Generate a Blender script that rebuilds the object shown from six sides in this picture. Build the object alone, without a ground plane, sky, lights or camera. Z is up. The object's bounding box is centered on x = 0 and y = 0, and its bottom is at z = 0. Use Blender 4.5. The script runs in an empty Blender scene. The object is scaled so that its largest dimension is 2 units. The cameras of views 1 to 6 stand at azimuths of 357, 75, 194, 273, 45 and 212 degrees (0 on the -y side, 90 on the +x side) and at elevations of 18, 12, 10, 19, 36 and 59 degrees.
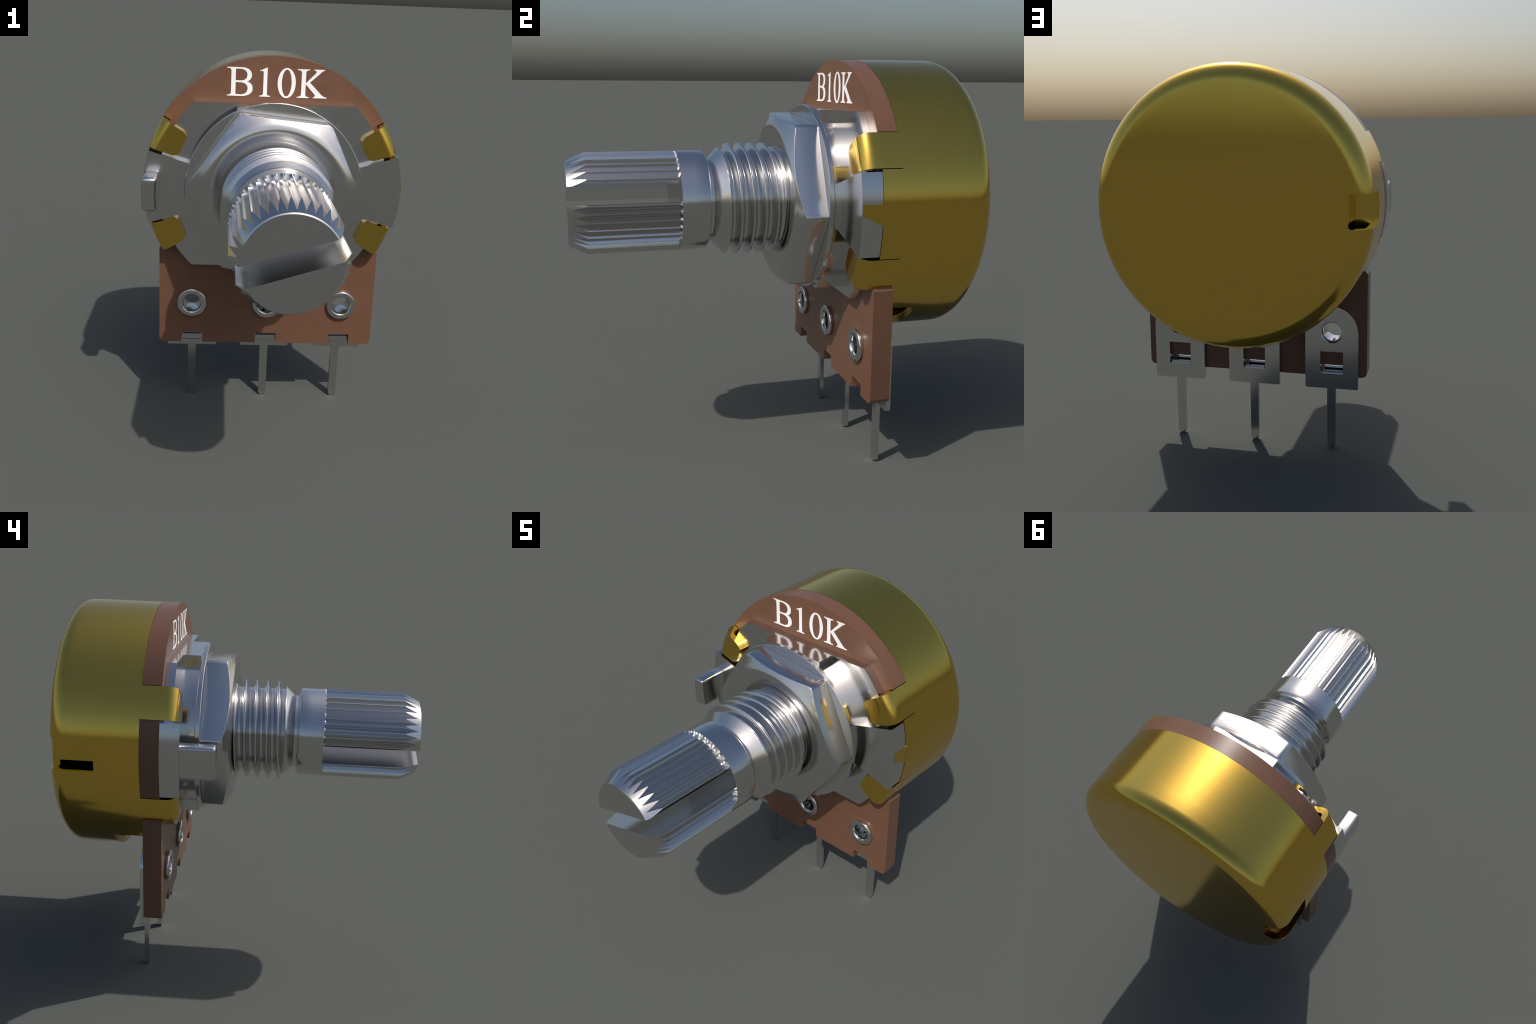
"""Panel potentiometer: brass can, phenolic board with B10K print, steel bracket,
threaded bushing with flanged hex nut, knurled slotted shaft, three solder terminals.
The shaft axis runs along -y at height AXIS."""
import bpy, bmesh, math
import numpy as np
from mathutils import Vector, Matrix

AXIS = 1.311          # height of the shaft axis
R_CAN = 0.689         # outer radius of the can
Y_BACK = 0.9615       # back of the can
Y_TIP = -0.9585       # tip of the shaft
Y_RIM = 0.489         # can rim = back of the board
Y_BOARD = 0.390       # front of the board
WALL = 0.0365         # sheet thickness of the can
TERMINAL_X = (-0.4243, 0.0, 0.4243)
EYE_Z = 0.629

scene = bpy.context.scene
rad = math.radians


# ------------------------------------------------------------------ materials
def new_material(name, base, rough, metallic=0.0, grain=0.0, grain_scale=60.0,
                 rough_var=0.0, bump=0.0, spec=0.5, stretch=(1, 1, 1)):
    m = bpy.data.materials.new(name)
    m.use_nodes = True
    nt = m.node_tree
    bsdf = nt.nodes["Principled BSDF"]
    bsdf.inputs["Base Color"].default_value = (*base, 1)
    bsdf.inputs["Roughness"].default_value = rough
    bsdf.inputs["Metallic"].default_value = metallic
    bsdf.inputs["Specular IOR Level"].default_value = spec
    tc = nt.nodes.new("ShaderNodeTexCoord")
    mp = nt.nodes.new("ShaderNodeMapping")
    mp.inputs["Scale"].default_value = stretch
    nz = nt.nodes.new("ShaderNodeTexNoise")
    nz.inputs["Scale"].default_value = grain_scale
    nz.inputs["Detail"].default_value = 4
    nt.links.new(tc.outputs["Object"], mp.inputs["Vector"])
    nt.links.new(mp.outputs["Vector"], nz.inputs["Vector"])
    if grain > 0:
        ramp = nt.nodes.new("ShaderNodeValToRGB")
        ramp.color_ramp.elements[0].position = 0.3
        ramp.color_ramp.elements[1].position = 0.7
        ramp.color_ramp.elements[0].color = (*[c * (1 - grain) for c in base], 1)
        ramp.color_ramp.elements[1].color = (*[min(1, c * (1 + grain)) for c in base], 1)
        nt.links.new(nz.outputs["Fac"], ramp.inputs["Fac"])
        nt.links.new(ramp.outputs["Color"], bsdf.inputs["Base Color"])
    if rough_var > 0:
        mr = nt.nodes.new("ShaderNodeMapRange")
        mr.inputs["To Min"].default_value = rough - rough_var
        mr.inputs["To Max"].default_value = rough + rough_var
        nt.links.new(nz.outputs["Fac"], mr.inputs["Value"])
        nt.links.new(mr.outputs["Result"], bsdf.inputs["Roughness"])
    if bump > 0:
        bp = nt.nodes.new("ShaderNodeBump")
        bp.inputs["Strength"].default_value = bump
        bp.inputs["Distance"].default_value = 0.002
        nt.links.new(nz.outputs["Fac"], bp.inputs["Height"])
        nt.links.new(bp.outputs["Normal"], bsdf.inputs["Normal"])
    return m


MAT_BRASS = new_material("brass", (0.82, 0.55, 0.105), 0.14, 1.0, grain=0.012, grain_scale=25)
MAT_STEEL = new_material("nickel_plated_steel", (0.70, 0.695, 0.69), 0.17, 1.0, grain=0.01, grain_scale=40)
MAT_BOARD = new_material("phenolic_board", (0.162, 0.079, 0.0475), 0.30, 0.0, grain=0.05, grain_scale=14)
MAT_INK = new_material("white_ink", (0.92, 0.91, 0.90), 0.45, 0.0, grain=0.01, grain_scale=50)

# ------------------------------------------------------------------ the thing
root = bpy.data.objects.new("potentiometer", None)
root["label"] = "brass cased rotary potentiometer with knurled steel shaft and three pins"
root["category"] = "electronic component"
scene.collection.objects.link(root)


def finish(obj, mat, parent=root, angle=30.0):
    me = obj.data
    me.materials.clear()
    me.materials.append(mat)
    for p in me.polygons:
        p.use_smooth = True
    me.set_sharp_from_angle(angle=rad(angle))
    obj.parent = parent
    return obj


def mesh_object(name, verts, faces):
    me = bpy.data.meshes.new(name)
    me.from_pydata([tuple(v) for v in verts], [], faces)
    me.validate()
    bm = bmesh.new()
    bm.from_mesh(me)
    bmesh.ops.remove_doubles(bm, verts=bm.verts, dist=1e-6)
    bmesh.ops.recalc_face_normals(bm, faces=bm.faces)
    bm.to_mesh(me)
    bm.free()
    ob = bpy.data.objects.new(name, me)
    scene.collection.objects.link(ob)
    return ob


def apply_modifiers(obj):
    dg = bpy.context.evaluated_depsgraph_get()
    dg.update()
    me = bpy.data.meshes.new_from_object(obj.evaluated_get(dg))
    obj.modifiers.clear()
    obj.data = me
    return obj


def boolean(obj, other, op="DIFFERENCE"):
    md = obj.modifiers.new("b", "BOOLEAN")
    md.operation = op
    md.solver = "EXACT"
    md.object = other
    apply_modifiers(obj)
    bpy.data.objects.remove(other)
    return obj


def bevel(obj, width, segments=2, angle=30.0):
    md = obj.modifiers.new("bv", "BEVEL")
    md.width = width
    md.segments = segments
    md.limit_method = "ANGLE"
    md.angle_limit = rad(angle)
    md.harden_normals = False
    return apply_modifiers(obj)


def ring_point(r, phi, y):
    return (r * math.cos(phi), y, AXIS + r * math.sin(phi))


def lathe(name, profile, n=160, center=(0.0, AXIS), closed=False):
    """Turn (r, y) profile about the line x=center[0], z=center[1] parallel to y."""
    verts, faces = [], []
    m = len(profile)
    for i in range(n):
        a = 2 * math.pi * i / n
        for r, y in profile:
            verts.append((center[0] + r * math.cos(a), y, center[1] + r * math.sin(a)))
    rows = m if closed else m - 1
    for i in range(n):
        j = (i + 1) % n
        for k in range(rows):
            l = (k + 1) % m
            faces.append((i * m + k, i * m + l, j * m + l, j * m + k))
    return mesh_object(name, verts, faces)


def prism(name, outline, y0, y1, holes=()):
    """Extrude an (x, z) outline (with holes) from y0 to y1."""
    bm = bmesh.new()
    edges = []
    for loop in (outline, *holes):
        vs = [bm.verts.new((x, y0, z)) for x, z in loop]
        edges += [bm.edges.new((vs[i], vs[(i + 1) % len(vs)])) for i in range(len(vs))]
    bmesh.ops.triangle_fill(bm, use_beauty=True, use_dissolve=True, edges=edges)
    res = bmesh.ops.extrude_face_region(bm, geom=list(bm.faces))
    moved = [v for v in res["geom"] if isinstance(v, bmesh.types.BMVert)]
    bmesh.ops.translate(bm, verts=moved, vec=(0, y1 - y0, 0))
    bmesh.ops.recalc_face_normals(bm, faces=bm.faces)
    me = bpy.data.meshes.new(name)
    bm.to_mesh(me)
    bm.free()
    ob = bpy.data.objects.new(name, me)
    scene.collection.objects.link(ob)
    return ob


def box(name, x0, x1, y0, y1, z0, z1):
    return prism(name, [(x0, z0), (x1, z0), (x1, z1), (x0, z1)], y0, y1)


def arc(cx, cz, r, a0, a1, n):
    return [(cx + r * math.cos(rad(a0 + (a1 - a0) * i / n)),
             cz + r * math.sin(rad(a0 + (a1 - a0) * i / n))) for i in range(n + 1)]


# ------------------------------------------------------------------ brass can
TAB_IN, TAB_OUT = 17.6, 31.7         # a fold-over tab spans these angles from the x axis
TAB_Y, TAB_R_END, TAB_BEND, TAB_ROUND = 0.303, 0.527, 0.058, 0.032
SLIT = 0.35                          # saw slit beside each tab, degrees


def build_can():
    # angular columns, with lines on every tab, slit and skirt border
    marks = []
    for base, s in ((0, 1), (180, -1), (180, 1), (360, -1)):
        marks += [base + s * a for a in (TAB_IN - SLIT, TAB_IN, TAB_OUT)]
    marks = sorted(m % 360 for m in marks)
    cols = []
    for a, b in zip(marks, marks[1:] + [marks[0] + 360]):
        n = max(1, int(math.ceil((b - a) / 1.5)))
        cols += [a + (b - a) * i / n for i in range(n)]
    cols = [c % 360 for c in cols]

    def kind(c):                      # kind of the column strip starting at angle c
        for base, s in ((0, 1), (180, -1), (180, 1), (360, -1)):
            lo, hi = sorted(((base + s * TAB_IN), (base + s * TAB_OUT)))
            if lo - 1e-6 <= c < hi - 1e-6 or lo - 1e-6 <= c - 360 < hi - 1e-6:
                return "tab"
        if c < TAB_IN - SLIT - 1e-6 or c >= 360 - (TAB_IN - SLIT) - 1e-6:
            return "skirt"
        return "rim"

    corner = 0.085
    dome = 1 / 40.0                   # flat back bulged slightly to shape the sky reflection gradient near its top
    edge = R_CAN - corner
    common = [(r, Y_BACK - r * r * dome) for r in (0.0, 0.1, 0.2, 0.3, 0.4, 0.5, edge - 0.04, edge)]
    y_edge = Y_BACK - edge * edge * dome
    for i in range(1, 13):
        t = math.pi / 2 * i / 12
        common.append((edge + corner * math.sin(t), y_edge - corner + corner * math.cos(t)))
    for y in (0.80, 0.72, 0.66, 0.60, 0.54, Y_RIM):
        common.append((R_CAN, y))
    bend = [(R_CAN, 0.44), (R_CAN, 0.40), (R_CAN, TAB_Y + TAB_BEND)]
    for i in range(1, 9):
        t = math.pi / 2 * i / 8
        bend.append((R_CAN - TAB_BEND + TAB_BEND * math.cos(t), TAB_Y + TAB_BEND - TAB_BEND * math.sin(t)))
    inner_rows = 6

    def tab_rows(c):
        """Rows of a tab column: bend, then inward to a rounded free edge."""
        best = 1e9
        for base, s in ((0, 1), (180, -1), (180, 1), (360, -1)):
            for e in (TAB_IN, TAB_OUT):
                d = abs((c - (base + s * e) + 180) % 360 - 180)
                best = min(best, rad(d) * TAB_R_END)
        pull = 0.0
        if best < TAB_ROUND:
            pull = TAB_ROUND - math.sqrt(max(0, TAB_ROUND ** 2 - (TAB_ROUND - best) ** 2))
        r_end = TAB_R_END + pull
        rs = R_CAN - TAB_BEND
        return bend + [(rs + (r_end - rs) * k / inner_rows, TAB_Y) for k in range(1, inner_rows + 1)]

    skirt = [(R_CAN, 0.44), (R_CAN, Y_BOARD + 0.001)]
    verts, faces, index = [], [], {}

    def vid(c, r, y):
        key = (round(c % 360, 4) if r > 1e-6 else 0, round(r, 5), round(y, 5))
        if key not in index:
            index[key] = len(verts)
            verts.append(ring_point(r, rad(c), y))
        return index[key]

    n = len(cols)
    for i in range(n):
        c0, c1 = cols[i], cols[(i + 1) % n]
        k = kind(c0)
        if k == "tab":
            rows0, rows1 = common + tab_rows(c0), common + tab_rows(c1)
        elif k == "skirt":
            rows0 = rows1 = common + skirt
        else:
            rows0 = rows1 = common
        for a in range(len(rows0) - 1):
            q = [vid(c0, *rows0[a]), vid(c0, *rows0[a + 1]), vid(c1, *rows1[a + 1]), vid(c1, *rows1[a])]
            q = [v for j, v in enumerate(q) if v not in q[:j]]
            faces.append(q)
    can = mesh_object("casing", verts, faces)
    # make normals point outwards, then give the sheet its thickness inwards
    md = can.modifiers.new("s", "SOLIDIFY")
    md.thickness = WALL
    md.offset = -1
    md.use_even_offset = False
    apply_modifiers(can)
    # opening under the can that clears the terminals (straight cut from below)
    plan = [(-0.60, 0.36), (0.60, 0.36), (0.60, 0.668), (-0.60, 0.668)]
    cutter = prism("cutter", plan, 0.0, 1.0)
    cutter.data.transform(Matrix(((1, 0, 0, 0), (0, 0, 1, 0), (0, 1, 0, 0), (0, 0, 0, 1))))
    cutter.data.transform(Matrix.Translation((0, 0, 0.818 - 1.0)))
    bm = bmesh.new(); bm.from_mesh(cutter.data)
    # keep clear of the lower tabs: only the part behind the rim is cut
    bmesh.ops.recalc_face_normals(bm, faces=bm.faces)
    bm.to_mesh(cutter.data); bm.free()
    boolean(can, cutter)
    # lanced window at the back edge on the left side
    boolean(can, box("cutter", -0.80, -0.577, 0.717, 1.10, 1.236, 1.399))
    return can


can = finish(build_can(), MAT_BRASS, angle=35)


def build_lance_strip():
    """Sheet pushed in behind the lanced window: a floor, a front wall and a roof of the pocket."""
    floor_x, front_y, t = -0.580, 0.716, 0.016
    floor = box("locking_strip", floor_x, floor_x + t, front_y - t, Y_BACK - 0.012, 1.262, 1.415)
    ramp = prism("w", [(-0.668, front_y - t), (floor_x + t / 2, front_y - t), (floor_x + t / 2, front_y + 0.018), (-0.668, front_y)], 1.222, 1.415)
    ramp.data.transform(Matrix(((1, 0, 0, 0), (0, 0, 1, 0), (0, 1, 0, 0), (0, 0, 0, 1))))
    ramp.data.flip_normals()
    boolean(floor, ramp, "UNION")
    boolean(floor, box("w", -0.643, floor_x + t / 2, front_y - t / 2, 0.880, 1.3995, 1.415), "UNION")
    return floor


finish(build_lance_strip(), MAT_BRASS, parent=can)


def build_locking_tongue():
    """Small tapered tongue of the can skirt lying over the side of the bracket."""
    r0, r1 = R_CAN - 0.0055, R_CAN - 0.0015
    verts, faces = [], []
    steps = 6
    for i in range(steps + 1):
        t = i / steps
        front = rad(0.1 + (4.4 - 0.1) * t)
        back = rad(-3.8 + (4.4 + 3.8) * t)
        for r in (r0, r1):
            verts.append(ring_point(r, front, 0.2905))
            verts.append(ring_point(r, back, Y_BOARD + 0.001))
    for i in range(steps):
        a, b = i * 4, i * 4 + 4
        faces += [(a, a + 1, b + 1, b), (a + 2, b + 2, b + 3, a + 3), (a, b, b + 2, a + 2), (a + 1, a + 3, b + 3, b + 1)]
    faces += [(0, 2, 3, 1), (steps * 4, steps * 4 + 1, steps * 4 + 3, steps * 4 + 2)]
    return mesh_object("locking_tongue", verts, faces)


finish(build_locking_tongue(), MAT_BRASS, parent=can)


# ------------------------------------------------------------------ board
def build_board():
    rim, seat = R_CAN - 0.001, R_CAN - WALL - 0.004
    o = []
    half, z_bot, cr = 0.608, 0.384, 0.028
    # top arc, clockwise from the right end, then the left side, the lower plate, the right side
    o += arc(0, AXIS, rim, TAB_OUT + 0.3, 180 - TAB_OUT - 0.3, 72)
    o += arc(0, AXIS, seat, 180 - TAB_OUT - 0.3, 180 - TAB_IN + 0.2, 8)
    o += arc(0, AXIS, rim - 0.001, 180 - TAB_IN + 0.2, 180 + TAB_IN - 0.2, 24)
    o += arc(0, AXIS, seat, 180 + TAB_IN - 0.2, 180 + TAB_OUT, 8)
    o += [(-0.584, 0.9675), (-half, 0.943)]
    o += arc(-half + cr, z_bot + cr, cr, 180, 270, 6)
    notch, top = 0.0598, 0.4445
    for cx in TERMINAL_X:
        o += [(cx - notch, z_bot), (cx - notch, top), (cx + notch, top), (cx + notch, z_bot)]
    o += arc(half - cr, z_bot + cr, cr, 270, 360, 6)
    o += [(half, 0.943), (0.584, 0.9675)]
    o += arc(0, AXIS, seat, -TAB_OUT, TAB_OUT + 0.3, 40)
    holes = [arc(cx, EYE_Z, 0.056, 0, 360 - 10, 35) for cx in TERMINAL_X]
    return prism("circuit_board", o, Y_BOARD, Y_RIM - 0.001, holes)


board = finish(build_board(), MAT_BOARD, angle=25)


# ------------------------------------------------------------------ printed value, serif capitals
def cubic(p0, p1, p2, p3, n=10):
    out = []
    for i in range(1, n + 1):
        t = i / n
        s = 1 - t
        out.append(tuple(s ** 3 * a + 3 * s * s * t * b + 3 * s * t * t * c + t ** 3 * d
                         for a, b, c, d in zip(p0, p1, p2, p3)))
    return out


def path(start, *segs):
    pts = [start]
    for s in segs:
        if len(s) == 2:
            pts.append(s)
        else:
            pts += cubic(pts[-1], (s[0], s[1]), (s[2], s[3]), (s[4], s[5]))
    return pts


def ellipse(cx, cy, a, b, tilt=0.0, n=48):
    out = []
    for i in range(n):
        t = 2 * math.pi * i / n
        x, y = a * math.cos(t), b * math.sin(t)
        out.append((cx + x + tilt * y, cy + y))
    return out


GLYPHS = {   # units: 1/610 of the cap height; each glyph: left edge in the line, contours
    "B": (0, [path((0, 20), (0, 0), (310, 0), (450, 0, 548, 62, 548, 165), (548, 250, 490, 300, 425, 312),
                   (490, 335, 524, 380, 524, 450), (524, 560, 430, 610, 300, 610), (0, 610), (0, 590),
                   (70, 588, 88, 575, 88, 515), (88, 95), (88, 38, 70, 22, 0, 20)),
              path((182, 42), (182, 292), (270, 292), (380, 292, 440, 240, 440, 165), (440, 85, 385, 34, 290, 34),
                   (235, 34, 205, 36, 182, 42)),
              path((182, 334), (182, 572), (220, 578, 240, 578, 262, 578), (370, 578, 428, 530, 428, 448),
                   (428, 375, 375, 330, 290, 330), (245, 330, 215, 330, 182, 334))]),
    "1": (695, [path((0, 20), (0, 0), (230, 0), (230, 20), (175, 22, 160, 35, 160, 75), (160, 620), (150, 620),
                     (0, 555), (4, 540), (60, 558, 78, 545, 78, 490), (78, 75), (78, 35, 60, 22, 0, 20))]),
    "0": (1075, [ellipse(196, 305, 194, 320), ellipse(196, 305, 105, 286)]),
    "K": (1499, [path((0, 20), (0, 0), (255, 0), (255, 20), (195, 22, 180, 38, 180, 90), (180, 288), (186, 288),
                      (375, 82), (402, 48, 388, 24, 350, 20), (350, 0), (642, 0), (642, 20),
                      (575, 26, 545, 52, 505, 95), (270, 332), (475, 520), (520, 565, 535, 585, 575, 590),
                      (575, 610), (350, 610), (350, 590), (402, 586, 415, 560, 380, 522), (186, 318), (180, 318),
                      (180, 520), (180, 575, 198, 588, 255, 590), (255, 610), (0, 610), (0, 590),
                      (60, 588, 88, 575, 88, 520), (88, 90), (88, 38, 68, 22, 0, 20))]),
}


def build_lettering():
    k, x0, z0 = 0.147 / 610, -0.2565, 1.7895
    cu = bpy.data.curves.new("lettering", "CURVE")
    cu.dimensions = "2D"
    cu.fill_mode = "BOTH"
    cu.extrude = 0.0008
    for left, contours in GLYPHS.values():
        for c in contours:
            sp = cu.splines.new("POLY")
            sp.points.add(len(c) - 1)
            for p, (u, v) in zip(sp.points, c):
                p.co = (x0 + (left + u) * k * 1.018, z0 + v * k, 0, 1)
            sp.use_cyclic_u = True
    tmp = bpy.data.objects.new("tmp", cu)
    scene.collection.objects.link(tmp)
    dg = bpy.context.evaluated_depsgraph_get()
    dg.update()
    me = bpy.data.meshes.new_from_object(tmp.evaluated_get(dg))
    bpy.data.objects.remove(tmp)
    me.transform(Matrix(((1, 0, 0, 0), (0, 0, -1, Y_BOARD - 0.0006), (0, 1, 0, 0), (0, 0, 0, 1))))
    me.name = "lettering"
    ob = bpy.data.objects.new("lettering", me)
    scene.collection.objects.link(ob)
    return ob


finish(build_lettering(), MAT_INK, parent=board, angle=20)


# ------------------------------------------------------------------ bracket
LOBE = 16.4


def build_bracket():
    z_top, z_low, r = AXIS + 0.446, AXIS - 0.442, 0.615
    a_top = math.degrees(math.asin((z_top - AXIS) / r))
    a_low = math.degrees(math.asin((AXIS - z_low) / r))
    plate = prism("bracket", arc(0, AXIS, r, -a_low, a_top, 60) + arc(0, AXIS, r, 180 - a_top, 180 + a_low, 60),
                  0.340, Y_BOARD - 0.0008)
    for base, rr in ((0, R_CAN - 0.0045), (180, R_CAN - 0.0025)):
        lobe = prism("lobe", arc(0, AXIS, 0.38, base - LOBE, base + LOBE, 8) + arc(0, AXIS, rr, base + LOBE, base - LOBE, 28),
                     0.2895, Y_BOARD - 0.0003)
        boolean(plate, lobe, "UNION")
    # raised boss: disc with a square lug up and down
    rb, lug = 0.433, 0.203
    a = math.degrees(math.acos(lug / rb))
    outline = arc(0, AXIS, rb, -a, a, 60) + [(lug, z_top), (-lug, z_top)] + \
        arc(0, AXIS, rb, 180 - a, 180 + a, 60) + [(-lug, z_low), (lug, z_low)]
    boolean(plate, prism("boss", outline, 0.2445, 0.3405), "UNION")
    return plate


bracket = finish(build_bracket(), MAT_STEEL, angle=25)


def build_peg():
    """Anti-rotation peg bent forward from the left lobe."""
    o = arc(0, AXIS, 0.683, 180 - 7.4, 180 + 7.4, 10) + arc(0, AXIS, 0.607, 180 + 8.2, 180 - 8.2, 10)
    return bevel(prism("locating_peg", o, 0.110, 0.300), 0.016, 3, 45)


finish(build_peg(), MAT_STEEL, parent=bracket, angle=40)

# ------------------------------------------------------------------ washer and nut
finish(lathe("washer", [(0.20, 0.2188), (0.464, 0.2188), (0.467, 0.2210), (0.467, 0.241), (0.464, 0.2443), (0.20, 0.2443)], 200,
             closed=True), MAT_STEEL)


def build_nut():
    apothem, turn = 0.4025, -5.5
    rc = apothem / math.cos(math.pi / 6)
    corner = 0.036                      # rounding of the six vertical edges
    o = []
    for i in range(6):
        a = rad(turn + 60 * i)
        c = rc - corner / math.cos(math.pi / 6)
        cx, cz = c * math.cos(a), AXIS + c * math.sin(a)
        o += arc(cx, cz, corner, turn + 60 * i - 30, turn + 60 * i + 30, 6)
    hexa = prism("nut", o, 0.0, 0.2182)
    # dressed front: face dished towards the bore, rounding over into a cone chamfer across the corners
    prof = [(0.0, 0.074), (0.245, 0.0720), (0.262, 0.0695), (0.280, 0.0670), (0.300, 0.0645), (0.320, 0.0622), (0.338, 0.0610),
            (0.354, 0.0603), (0.367, 0.0622), (0.379, 0.0658), (0.390, 0.0710), (0.402, 0.0780), (0.416, 0.0855), (0.440, 0.0970), (0.50, 0.126),
            (0.50, 0.30), (0.0, 0.30)]
    dress = lathe("dress", prof, 240)
    md = hexa.modifiers.new("b", "BOOLEAN")
    md.operation = "INTERSECT"
    md.solver = "EXACT"
    md.object = dress
    apply_modifiers(hexa)
    bpy.data.objects.remove(dress)
    return bevel(hexa, 0.008, 3, 22)


finish(build_nut(), MAT_STEEL, angle=40)


# ------------------------------------------------------------------ threaded bushing
def build_bushing():
    pitch, y_crest = 0.0603, 0.013      # a crest passes the top of the bushing at y_crest
    root_r, crest_r = 0.236, 0.2785
    n, y0, y1, rows = 160, -0.222, 0.105, 260
    verts, faces = [], []

    def tooth(p):                        # p: phase in turns from a crest, -0.5..0.5
        d = abs(p - round(p)) * 2        # 0 at the crest, 1 at the root
        t = min(1, max(0, (d - 0.10) / 0.72))
        return 1 - (t * t * (3 - 2 * t) * 0.45 + t * 0.55)

    prof_front = [(0.150, -0.258), (0.195, -0.2690), (0.203, -0.2690), (0.2070, -0.2640)]
    ys = [y0 + (y1 - y0) * i / rows for i in range(rows + 1)]
    for i in range(n):
        a = 2 * math.pi * i / n
        col = [(r, y) for r, y in prof_front]
        for y in ys:
            # right-hand helix: from the top over -x the crest moves towards the tip
            p = (y - y_crest) / pitch + (a - math.pi / 2) / (2 * math.pi)
            fade_in = min(1, max(0, (y + 0.222) / 0.012))
            fade_out = min(1, max(0, (0.075 - y) / 0.03))
            r = root_r + (crest_r - root_r) * tooth(p)
            r_plain = 0.258 if y < -0.1 else 0.250
            k = min(fade_in, fade_out)
            r = r * k + r_plain * (1 - k)
            r = min(r, 0.207 + (y + 0.264) * 1.03)   # front chamfer
            col.append((r, y))
        col += [(0.250, 0.12), (0.250, 0.24)]
        verts += [ring_point(r, a, y) for r, y in col]
        m = len(col)
    for i in range(n):
        j = (i + 1) % n
        for k in range(m - 1):
            faces.append((i * m + k, i * m + k + 1, j * m + k + 1, j * m + k))
    return mesh_object("threaded_bushing", verts, faces)


finish(build_bushing(), MAT_STEEL, angle=60)


# ------------------------------------------------------------------ knurled shaft
def build_shaft():
    """Turned shaft; 37 V-grooves run from a short run-out at the collar into the tip chamfer."""
    teeth = 37
    r0, valley = 0.2455, 0.2145
    slot_a, first = 17.5, 5.0            # slot direction, angle of one ridge (degrees)
    y_out, y_kn, y_ch, y_end, r_end = -0.4315, -0.4385, -0.868, -0.950, 0.2085
    pitch = 2 * math.pi / teeth
    # one tooth: ridge (two close columns), groove bottom (two close columns), plus mid-flank columns
    cells = [(-0.035, 0.0), (0.035, 0.0), (0.25, 0.46), (0.475, 1.0), (0.525, 1.0), (0.75, 0.46)]
    cols = []
    for i in range(teeth):
        for f, depth in cells:
            cols.append((rad(first) + pitch * (i + f), r0 - (r0 - valley) * depth))
    base = [(0.17, -0.20), (0.2025, -0.250), (0.2025, -0.2865), (0.224, -0.2885), (0.2345, -0.2915), (0.2425, -0.298),
            (r0, -0.308), (r0, -0.36), (r0, y_out)]
    verts, faces = [], []
    for a, rg in cols:
        # where this column's groove floor meets the cone of the tip chamfer
        y_meet = y_ch + (y_end - y_ch) * (r0 - rg) / (r0 - r_end)
        rows = base + [(rg, y_kn), (rg, (y_kn + y_meet) / 2), (rg, y_meet)]
        rows += [(rg + (r_end - rg) * t, y_meet + (y_end - y_meet) * t) for t in (0.5, 1.0)]
        rows += [(0.2060, -0.9555), (0.2005, Y_TIP), (0.10, Y_TIP), (0.0, Y_TIP)]
        verts += [ring_point(r, a, y) for r, y in rows]
        m = len(rows)
    n = len(cols)
    for i in range(n):
        j = (i + 1) % n
        for k in range(m - 1):
            faces.append((i * m + k, i * m + k + 1, j * m + k + 1, j * m + k))
    ob = mesh_object("knurled_shaft", verts, faces)
    cutter = box("cutter", -0.4, 0.4, -1.2, -0.432, -0.0465, 0.0465)
    cutter.data.transform(Matrix.Translation((0, 0, AXIS)) @ Matrix.Rotation(-rad(slot_a), 4, "Y"))
    return boolean(ob, cutter)


finish(build_shaft(), MAT_STEEL, angle=18)


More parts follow.
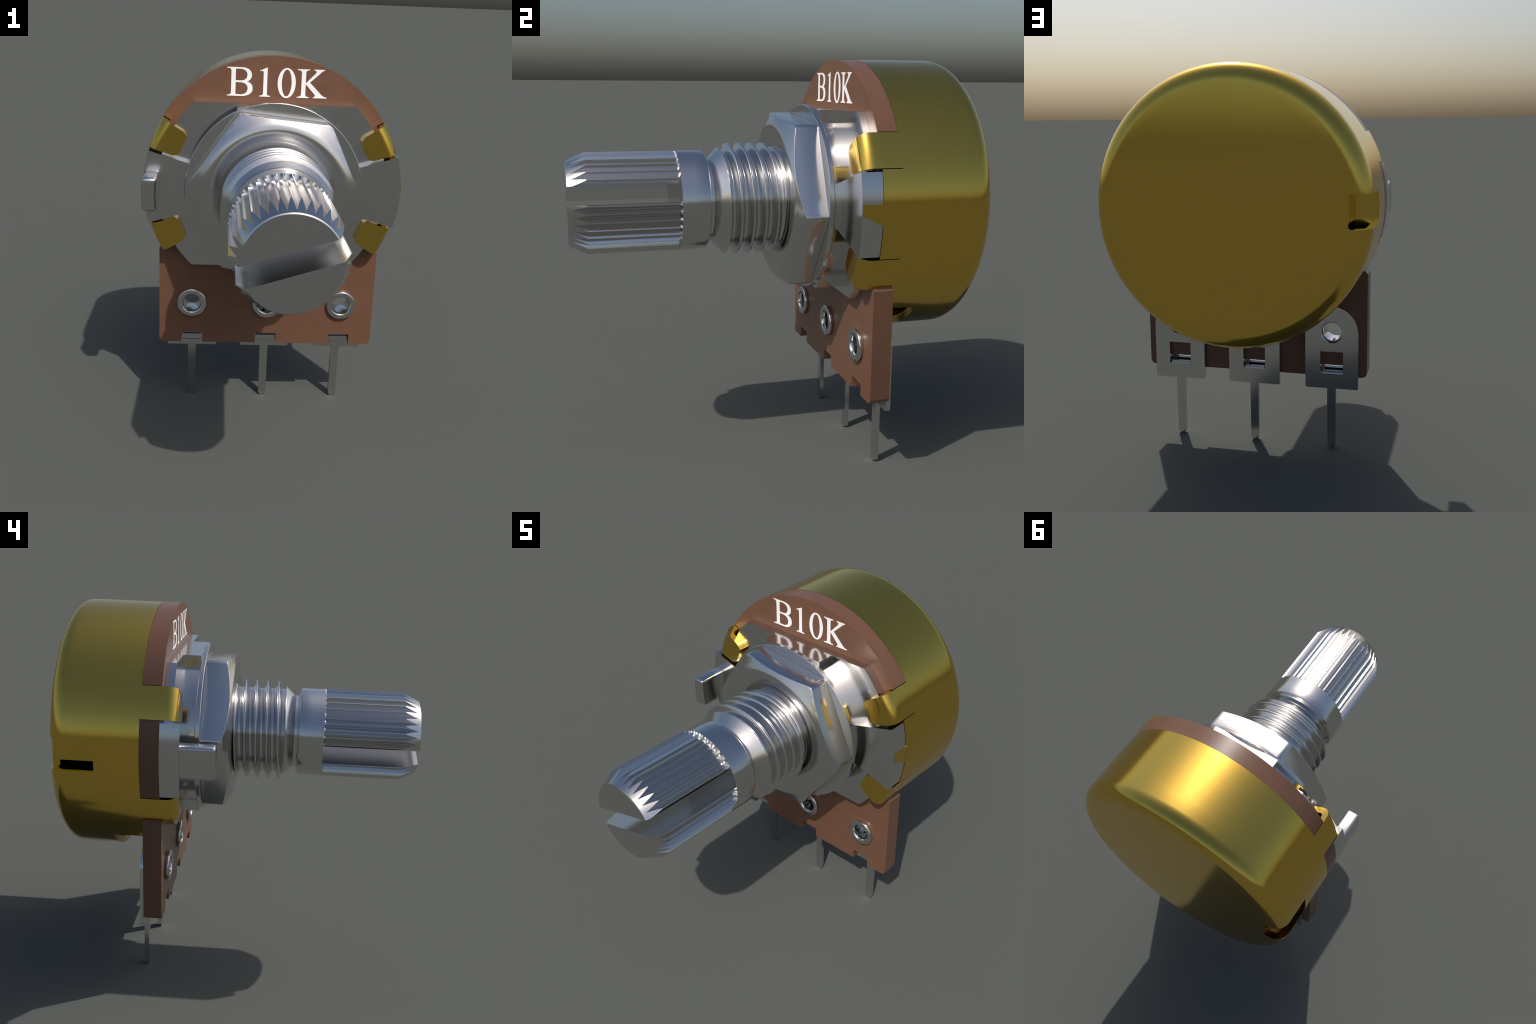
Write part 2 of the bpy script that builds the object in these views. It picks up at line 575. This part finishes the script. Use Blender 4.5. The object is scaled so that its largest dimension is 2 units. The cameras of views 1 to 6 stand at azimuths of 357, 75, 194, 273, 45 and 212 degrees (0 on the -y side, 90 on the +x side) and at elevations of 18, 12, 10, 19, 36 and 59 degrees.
# ------------------------------------------------------------------ terminals
def build_terminal_mesh():
    half, z_bot, thick = 0.1415, 0.323, 0.0235
    y0 = Y_RIM + 0.0015
    pin, tip = 0.0235, 0.0215
    o = arc(0, EYE_Z, 0.1395, 0, 180, 36)
    o = [(half * x / 0.1395 if abs(x) > 0.139 else x, z) for x, z in o]
    o += [(-half, z_bot + 0.006), (-half + 0.006, z_bot), (-pin, z_bot), (-tip, 0.014), (-tip + 0.008, 0.002), (-tip + 0.016, 0.0),
          (tip - 0.016, 0.0), (tip - 0.008, 0.002), (tip, 0.014), (pin, z_bot), (half - 0.006, z_bot), (half, z_bot + 0.006)]
    window = [(-0.0605, 0.404), (0.0605, 0.404), (0.0605, 0.524), (-0.0605, 0.524)]
    hole = arc(0, EYE_Z, 0.0585, 0, 350, 35)
    ob = prism("terminal", o, y0, y0 + thick, [window, hole])
    # clinch tongue: from the window's lower edge forward through the board notch, then up
    w = 0.0535
    prof = [(0.503, 0.3960), (0.436, 0.3850), (0.421, 0.3870), (0.4120, 0.395), (0.4110, 0.4245),
            (0.4330, 0.4245), (0.4345, 0.414), (0.442, 0.4075), (0.503, 0.4170)]
    n = len(prof)
    verts = [(-w, y, z) for y, z in prof] + [(w, y, z) for y, z in prof]
    faces = [(i, (i + 1) % n, n + (i + 1) % n, n + i) for i in range(n)]
    faces += [(0, 1, 7, 8), (1, 2, 6, 7), (2, 3, 5, 6), (3, 4, 5)]
    faces += [tuple(n + k for k in f) for f in ((8, 7, 1, 0), (7, 6, 2, 1), (6, 5, 3, 2), (5, 4, 3))]
    tongue = mesh_object("tongue", verts, faces)
    bm = bmesh.new()
    bm.from_mesh(ob.data)
    bm.from_mesh(tongue.data)
    bm.to_mesh(ob.data)
    bm.free()
    bpy.data.objects.remove(tongue)
    return ob


def build_eyelet():
    """Tubular rivet: rolled flange on the front of the board, open bore, flush with the terminal behind."""
    prof = [(0.0475, 0.4970), (0.0475, 0.405), (0.0480, 0.388), (0.0500, 0.378), (0.0530, 0.3715), (0.0560, 0.3688),
            (0.0590, 0.3680), (0.0755, 0.3680), (0.0795, 0.3690), (0.0822, 0.3722), (0.0832, 0.3780), (0.0822, 0.3845), (0.0790, 0.3897),
            (0.0540, 0.3897), (0.0520, 0.410), (0.0520, 0.495), (0.0545, 0.5040), (0.0583, 0.5120), (0.0583, 0.5139), (0.0545, 0.5115), (0.0515, 0.5070), (0.0492, 0.5020)]
    return lathe("eyelet", prof, 56, center=(0.0, EYE_Z), closed=True)


terminal = finish(build_terminal_mesh(), MAT_STEEL, angle=30)
eyelet = finish(build_eyelet(), MAT_STEEL, parent=terminal, angle=50)
terminal.location.x = TERMINAL_X[0]
for x in TERMINAL_X[1:]:
    t2 = terminal.copy()
    scene.collection.objects.link(t2)
    t2.location.x = x
    e2 = eyelet.copy()
    scene.collection.objects.link(e2)
    e2.parent = t2
